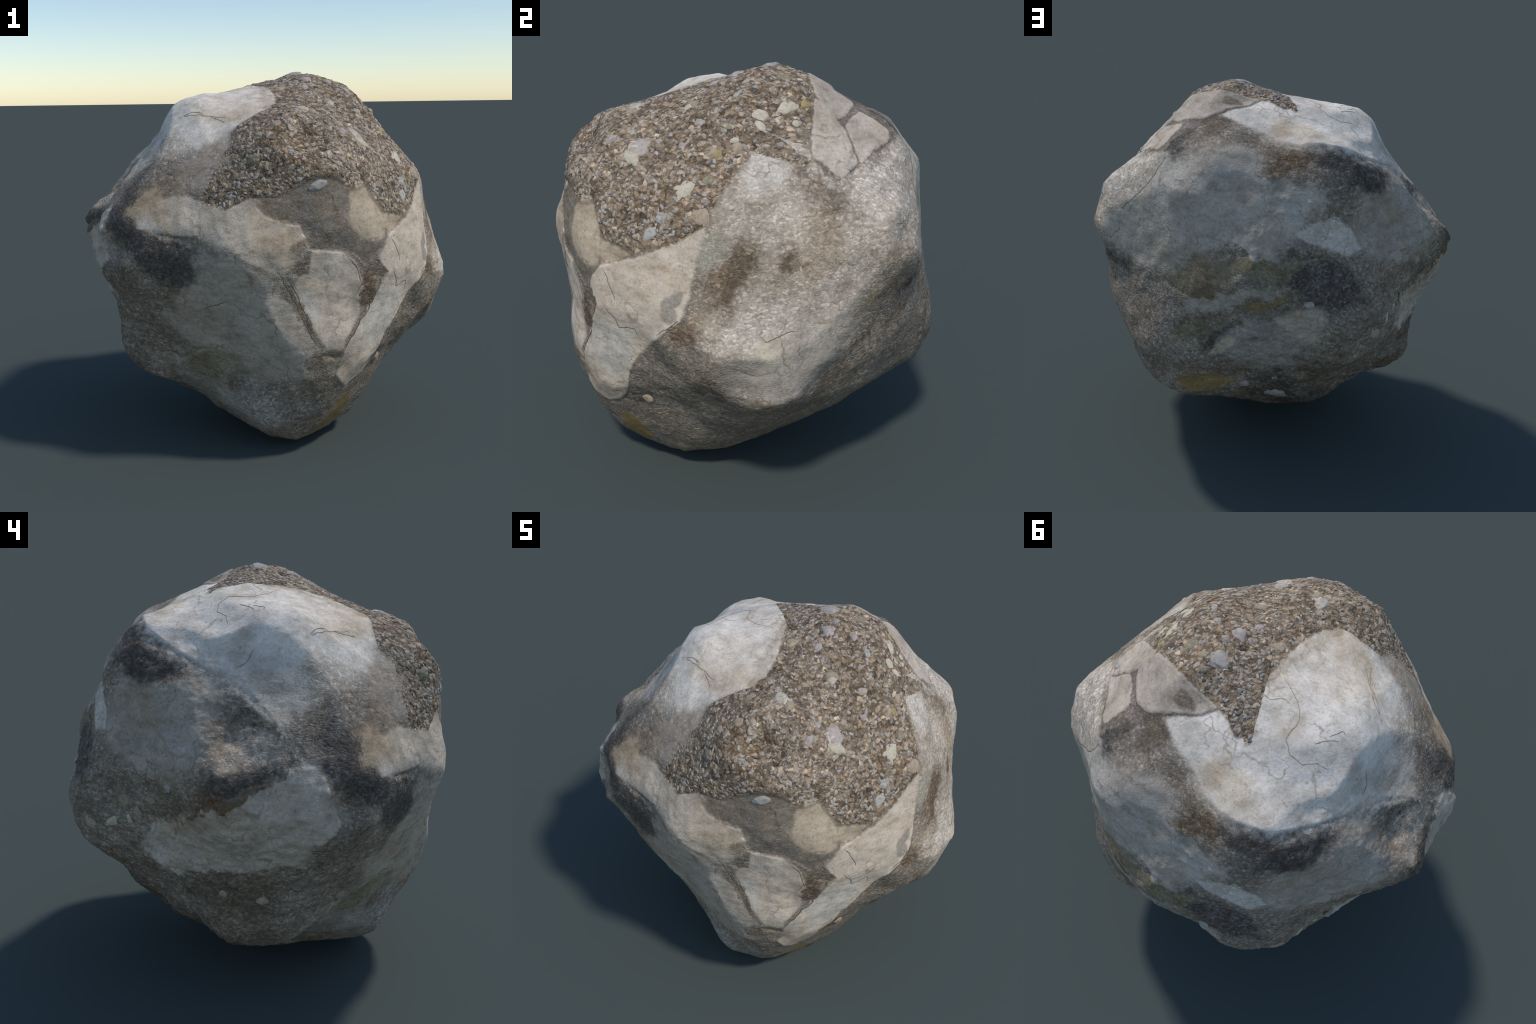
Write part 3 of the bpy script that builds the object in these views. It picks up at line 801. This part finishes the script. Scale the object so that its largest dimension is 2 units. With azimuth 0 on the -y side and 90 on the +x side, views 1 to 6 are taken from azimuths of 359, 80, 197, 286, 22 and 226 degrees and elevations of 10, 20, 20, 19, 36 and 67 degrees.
def trace(points, step=0.008):
    """Directions along a vein, evenly spaced, wandering a little."""
    d = unit(np.array([p[0] for p in points]), np.array([p[1] for p in points]))
    out = []
    for a, b in zip(d, d[1:]):
        n = max(2, int(np.linalg.norm(b - a) / step))
        for i in range(n):
            out.append(a + (b - a) * i / n)
    out.append(d[-1])
    out = np.array(out)
    for o in out:
        w = noise.noise_vector(Vector(o * 14)) * 0.010 + noise.noise_vector(Vector(o * 45)) * 0.005
        o += np.array(w)
    return out / np.linalg.norm(out, axis=1)[:, None]


bpy.ops.mesh.primitive_ico_sphere_add(subdivisions=8, radius=1)
ball = bpy.context.object
n = len(ball.data.vertices)
D = np.empty(n * 3, np.float32)
ball.data.vertices.foreach_get('co', D)
D = D.reshape(-1, 3).astype(float)
D /= np.linalg.norm(D, axis=1)[:, None]
F = np.empty(len(ball.data.polygons) * 3, np.int32)
ball.data.polygons.foreach_get('vertices', F)
F = F.reshape(-1, 3)
bpy.data.objects.remove(ball)

gravel_in = inside('conglomerate_face', D)
hollow_in = inside('broken_hollow', D)
step = lambda x, w: np.clip(0.5 + x / (2 * w), 0, 1)
gravelness = step(gravel_in, 1.0) * (1 - step(hollow_in, 0.8))


def relief(d):
    """Lumps, pits and grain of the surface, in metres."""
    lumps, fine, grain = np.empty(len(d)), np.empty(len(d)), np.empty(len(d))
    for i, p in enumerate(d):
        q = Vector(p)
        cell = q * 4.2 + noise.noise_vector(q * 3.0) * 0.35
        lumps[i] = noise.voronoi(cell)[0][0] + 0.45 * noise.voronoi(cell * 2.3)[0][0]
        fine[i] = noise.fractal(q * 11.0, 0.9, 2.0, 4)
        grain[i] = noise.cell(q * 60.0) * 0.3 + noise.noise(q * 48.0)
    return lumps - lumps.mean(), fine, grain


def chiselled(d, count=760):
    """The same body broken into flat three-sided chips: distance of the chips along each direction."""
    k = np.arange(count) + 0.5
    th, ph = math.pi * (1 + 5 ** 0.5) * k, np.arccos(1 - 2 * k / count)
    corners = np.stack([np.cos(th) * np.sin(ph), np.sin(th) * np.sin(ph), np.cos(ph)], -1)
    corners += rng.normal(0, 0.018, corners.shape)
    for _ in range(3):                                  # corners creep uphill onto the ridges
        corners /= np.linalg.norm(corners, axis=1)[:, None]
        here, best = corners.copy(), radius(corners)
        for step_dir in rng.normal(0, 0.02, (6, count, 3)):
            trial = here + step_dir
            trial /= np.linalg.norm(trial, axis=1)[:, None]
            r = radius(trial)
            better = r > best
            corners[better], best[better] = trial[better], r[better]
    bm = bmesh.new()
    for c in corners:
        bm.verts.new(c)
    bmesh.ops.convex_hull(bm, input=bm.verts)
    bm.verts.ensure_lookup_table()
    reach = radius(np.array([v.co[:] for v in bm.verts]) / np.linalg.norm([v.co[:] for v in bm.verts], axis=1)[:, None])
    for v, r in zip(bm.verts, reach):
        v.co = v.co.normalized() * float(r)
    tree = BVHTree.FromBMesh(bm)
    out = np.array([(tree.ray_cast(Vector((0, 0, 0)), Vector(q))[3] or 0.0) for q in d])
    bm.free()
    smooth = radius(d)
    return np.where(out > 0.4, out, smooth) - 0.001, smooth


lumps, fine, grain = relief(D)
CHIPS, SMOOTH = chiselled(D)
R = 0.8 * CHIPS + 0.2 * SMOOTH + 0.011 * np.clip(lumps, -0.5, 0.5) + 0.0035 * fine + 0.0022 * grain * gravelness
crumbly = np.clip((D @ unit(240, -20) - 0.25) / 0.3, 0, 1)           # the shaded back is rubbly
R += crumbly * (0.004 * fine + 0.006 * np.array([noise.fractal(Vector(q * 24.0), 0.8, 2.0, 3) for q in D]))
CAP_LIP = unit(235, 47)
near = lambda m, w: np.exp(-(np.clip(m, 0, None) / w) ** 2)
# the broken hollow: sunk behind a raised, toothed rim
rim_side = step(inside('rim_band', D) + 2, 2) + step(inside('pale_front_slab', D) + 2, 2) + step(inside('pale_side_slab', D) + 2, 2)
open_in = np.maximum(hollow_in, gravel_in)
R -= 0.007 * step(hollow_in, 0.12) * (0.35 + 0.65 * near(hollow_in, 6.0))
R += 0.001 * np.clip(rim_side, 0, 1) * (1 - step(open_in, 0.15)) * near(-open_in, 2.5)
# slabs, cap and plates end in low steps
for name, rise, reach in (('cap_limestone', 0.006, 3.0), ('pale_side_slab', 0.004, 2.0), ('pale_front_slab', 0.001, 2.0), ('cracked_plate', 0.004, 2.0), ('pale_strata', 0.004, 2.5)):
    m = inside(name, D)
    if name == 'cap_limestone':          # the cap overhangs only along its lower back edge
        rise = rise * near(np.degrees(np.arccos(np.clip(D @ CAP_LIP, -1, 1))), 22.0)
    R += rise * (step(m, 0.2) * near(m, reach) - 0.5 * (1 - step(m, 0.2)) * near(-m, reach)) * (1 - step(open_in, 0.3))
CREVICES = []
lay_crevices(lambda name, width, depth, points: CREVICES.append((width, depth, points)))
for width, depth, points in CREVICES:                   # undercut ledges and folds
    line = trace(points, 0.02)
    c = line.mean(0)
    c /= np.linalg.norm(c)
    near_by = np.where(D @ c > min(line @ c) - 0.04)[0]
    dots = D[near_by] @ line.T
    j = dots.argmax(1)
    gap = np.arccos(np.clip(dots.max(1), -1, 1)) * 950
    along = j / (len(line) - 1)
    ends = np.clip(6 * along + 0.1, 0, 1) * np.clip(6 * (1 - along) + 0.1, 0, 1)
    ragged = 0.75 + 0.5 * np.array([noise.noise(Vector(q * 16)) for q in D[near_by]])
    R[near_by] -= 0.001 * depth * ends * ragged * np.exp(-np.clip(gap / (width * ragged.clip(0.4)), 0, 9) ** 1.4)
for name, width, points in VEINS:                       # cracks are cut into the stone
    if name == 'crack':
        line = trace(points)
        c = line.mean(0)
        c /= np.linalg.norm(c)
        near = np.where(D @ c > min(line @ c) - 0.02)[0]
        gap = np.arccos(np.clip((D[near] @ line.T).max(1), -1, 1)) * 950     # mm
        R[near] -= 0.0004 * width * np.exp(-(gap / (1.1 * width)) ** 2)
V = CENTRE + D * R[:, None]
SOFT = CENTRE + D * (R + 0.45 * (SMOOTH - CHIPS))[:, None]   # shading is softer than the chips themselves


def footed(p):
    """Undercut the back of the foot, so that the boulder stands on its front edge; nothing goes below the ground."""
    back = np.clip((p[:, 1] + 0.42) / 0.3, 0, 1)
    back = back * back * (3 - 2 * back)
    low = np.clip(0.14 - p[:, 2], 0, None)
    p[:, 2] = np.maximum(p[:, 2] + 0.7 * low * back, 0.0)


footed(V)
footed(SOFT)
under = (V[:, 2] < 0.3) & (np.hypot(V[:, 0] - 0.08, V[:, 1] + 0.25) < 0.3)
V[under, 2] -= V[under, 2].min() * np.exp(-(np.hypot(V[under, 0] - 0.08, V[under, 1] + 0.25) / 0.08) ** 2)   # a hidden heel
V[:, 2] -= V[:, 2].min() * np.clip((0.3 - V[:, 2]) / 0.3, 0, 1)

face_normal = np.cross(SOFT[F[:, 1]] - SOFT[F[:, 0]], SOFT[F[:, 2]] - SOFT[F[:, 0]])
VN = np.zeros_like(V)
for k in range(3):
    np.add.at(VN, F[:, k], face_normal)
VN /= np.linalg.norm(VN, axis=1)[:, None]

# the body is parted by kind of stone: same border vertices, same normals, no seam
MID = D[F].mean(1)
MID /= np.linalg.norm(MID, axis=1)[:, None]
part = np.zeros(len(F), int)
PARTS = ['', 'limestone_cap', 'pale_slab', 'conglomerate_face', 'broken_hollow', 'cracked_plate']
part[inside('cap_limestone', MID) > 0] = 1
part[np.maximum.reduce([inside('pale_side_slab', MID), inside('pale_front_slab', MID), inside('rim_band', MID)]) > 0] = 2
part[inside('conglomerate_face', MID) > 0] = 3
part[inside('broken_hollow', MID) > 0] = 4
part[inside('cracked_plate', MID) > 0] = 5
# the rest of the body falls into broad faces
FACES = {'front_face': (0, -10), 'gritty_face': (95, 0), 'back_face': (180, 15), 'weathered_face': (270, 5), 'foot': (0, -90)}
nearest = np.argmax(MID @ np.array([unit(*v) for v in FACES.values()]).T, 1)
part = np.where(part == 0, 6 + nearest, part)
PARTS += list(FACES)

boulder = bpy.data.objects.new('boulder', None)
bpy.context.scene.collection.objects.link(boulder)
boulder['label'] = 'rugged rounded boulder of pale limestone and brown pebbly conglomerate'
boulder['category'] = 'rock'


def add(name, verts, faces, mat, parent=boulder, smooth=True):
    me = bpy.data.meshes.new(name)
    me.from_pydata(verts, [], faces)
    me.polygons.foreach_set('use_smooth', [smooth] * len(me.polygons))
    me.materials.append(mat)
    o = bpy.data.objects.new(name, me)
    bpy.context.scene.collection.objects.link(o)
    o.parent = parent
    return o


PIECES = {}


def touches(p, d):
    """Does this patch, ragged border included, reach any of these directions?"""
    reach = max(p['size']) * 1.9 if 'size' in p else max(r for _, r in p['line']) + p['soft']
    return (d @ p['c']).max() > math.cos(math.radians(min(170, reach + 8)))


for k, name in enumerate(PARTS):
    if not name:
        continue
    f = F[part == k]
    used, inv = np.unique(f, return_inverse=True)
    stone = stone_material('stone_of_' + name, [p for p in PATCHES if touches(p, MID[part == k])])
    o = add(name, V[used].tolist(), inv.reshape(-1, 3).tolist(), stone)
    o.data.normals_split_custom_set_from_vertices(VN[used].tolist())
    PIECES[name] = o


def on_surface(d):
    """Point and outward normal of the finished body in direction d."""
    i = int(np.argmax(D @ d))
    return V[i], VN[i]


# ------------------------------------------------------------------ veins and cracks
vein_mat = plain_material('brown_vein', [(0.36, 0.28, 0.20), (0.44, 0.36, 0.26)])
crack_mat = plain_material('crack_fill', [(0.13, 0.105, 0.08), (0.19, 0.15, 0.115)])
for name, width, points in VEINS:
    line = trace(points)
    pts = [on_surface(d) for d in line]
    P = np.array([p for p, _ in pts])
    Q = P.copy()
    for _ in range(2):
        Q[1:-1] = (Q[:-2] + 2 * Q[1:-1] + Q[2:]) / 4
    T = np.gradient(Q, axis=0)
    verts, faces, k = [], [], 6
    for i, (q, (_, nrm), t) in enumerate(zip(Q, pts, T)):
        s = i / (len(Q) - 1)
        side = np.cross(t, nrm)
        side /= np.linalg.norm(side) + 1e-9
        taper = min(1, 5 * s + 0.15, 5 * (1 - s) + 0.15)
        w = 0.00042 * width * taper * (0.75 + 0.9 * abs(noise.noise(Vector(q * 30))))
        for j in range(k):
            a = 2 * math.pi * j / k
            verts.append(q + side * w * math.cos(a) + nrm * 0.0013 * (math.sin(a) + 0.25))
        if i:
            faces += [(k * (i - 1) + j, k * (i - 1) + (j + 1) % k, k * i + (j + 1) % k, k * i + j) for j in range(k)]
    faces += [tuple(range(k)), tuple(reversed(range(len(verts) - k, len(verts))))]
    add(name, [tuple(v) for v in verts], faces, vein_mat if name == 'vein' else crack_mat)

# ------------------------------------------------------------------ pebbles set in the stone
PEBBLE_COLOURS = {
    'cream': [(0.60, 0.52, 0.40), (0.52, 0.45, 0.34)], 'greypeb': [(0.47, 0.435, 0.385), (0.38, 0.345, 0.30)],
    'tanpeb': [(0.43, 0.34, 0.24), (0.36, 0.285, 0.20)], 'pinkpeb': [(0.46, 0.39, 0.345), (0.38, 0.32, 0.28)],
    'ochrepeb': [(0.42, 0.32, 0.14), (0.36, 0.27, 0.13)], 'olivepeb': [(0.33, 0.275, 0.185), (0.28, 0.24, 0.165)],
}
pebble_mats = {k: plain_material('pebble_' + {'greypeb': 'grey', 'tanpeb': 'tan', 'pinkpeb': 'pink', 'ochrepeb': 'ochre', 'olivepeb': 'olive'}.get(k, k), c)
               for k, c in PEBBLE_COLOURS.items()}


def ico(sub):
    bpy.ops.mesh.primitive_ico_sphere_add(subdivisions=sub, radius=1)
    o = bpy.context.object
    v = np.array([x.co[:] for x in o.data.vertices])
    f = [tuple(p.vertices) for p in o.data.polygons]
    bpy.data.objects.remove(o)
    return v, f


BALL4, BALL2 = ico(4), ico(2)


def stone_shape(ballv, seed, angular=0.25):
    """A worn, slightly angular little stone of about unit size."""
    out = np.array([p * (1 + angular * noise.noise(Vector(p * 1.3) + Vector((seed * 7.1, seed * 3.3, 0))) + 0.08 * noise.noise(Vector(p * 3.5) + Vector((0, seed * 5.7, 0))))
                    for p in ballv])
    return out


def set_in(d, a, b, tilt, shape, proud, base=None):
    p, nrm = on_surface(d)
    u, v = frame(d)
    u = u - nrm * (u @ nrm)
    u /= np.linalg.norm(u)
    v = np.cross(nrm, u)
    t = math.radians(tilt)
    u, v = u * math.cos(t) + v * math.sin(t), v * math.cos(t) - u * math.sin(t)
    h = 0.5 * min(a, b)
    return p + shape[:, :1] * u * a + shape[:, 1:2] * v * b + (shape[:, 2:] * h + (proud - h)) * nrm


count = [0]


def pebble(kind, at, size, tilt):
    count[0] += 1
    d = unit(*at)
    a, b = (s / 1000 for s in size)
    shape = stone_shape(BALL4[0], count[0])
    verts = set_in(d, a * 1.08, b * 1.08, tilt, shape, 0.005 + 0.001 * (count[0] % 4))
    add('pebble', verts.tolist(), BALL4[1], pebble_mats[kind])


lay_pebbles(pebble)

# coarse grains of the conglomerate: too many to name, still real pieces
grain_mat = plain_material('mixed_grains', [(0.10, 0.08, 0.065), (0.22, 0.175, 0.14), (0.30, 0.25, 0.195), (0.36, 0.325, 0.29), (0.40, 0.35, 0.295), (0.47, 0.415, 0.35)], by_island=True)
verts, faces = [], []
inside_gravel = D[(gravel_in > 1.5) & (hollow_in < -0.8)]
for i in range(1400):
    d = inside_gravel[rng.integers(len(inside_gravel))]
    a = 0.006 + 0.007 * rng.random() ** 2
    shape = stone_shape(BALL2[0], 200 + i % 40, 0.5)
    v = set_in(d, a * (1.1 + 0.5 * rng.random()), a * 0.8, 180 * rng.random(), shape, 0.0022 + 0.0012 * rng.random())
    faces += [tuple(k + len(verts) for k in f) for f in BALL2[1]]
    verts += v.tolist()
grains = add('gravel_grain', verts, faces, grain_mat, parent=PIECES['conglomerate_face'])
grains['kind'] = 'stuff'
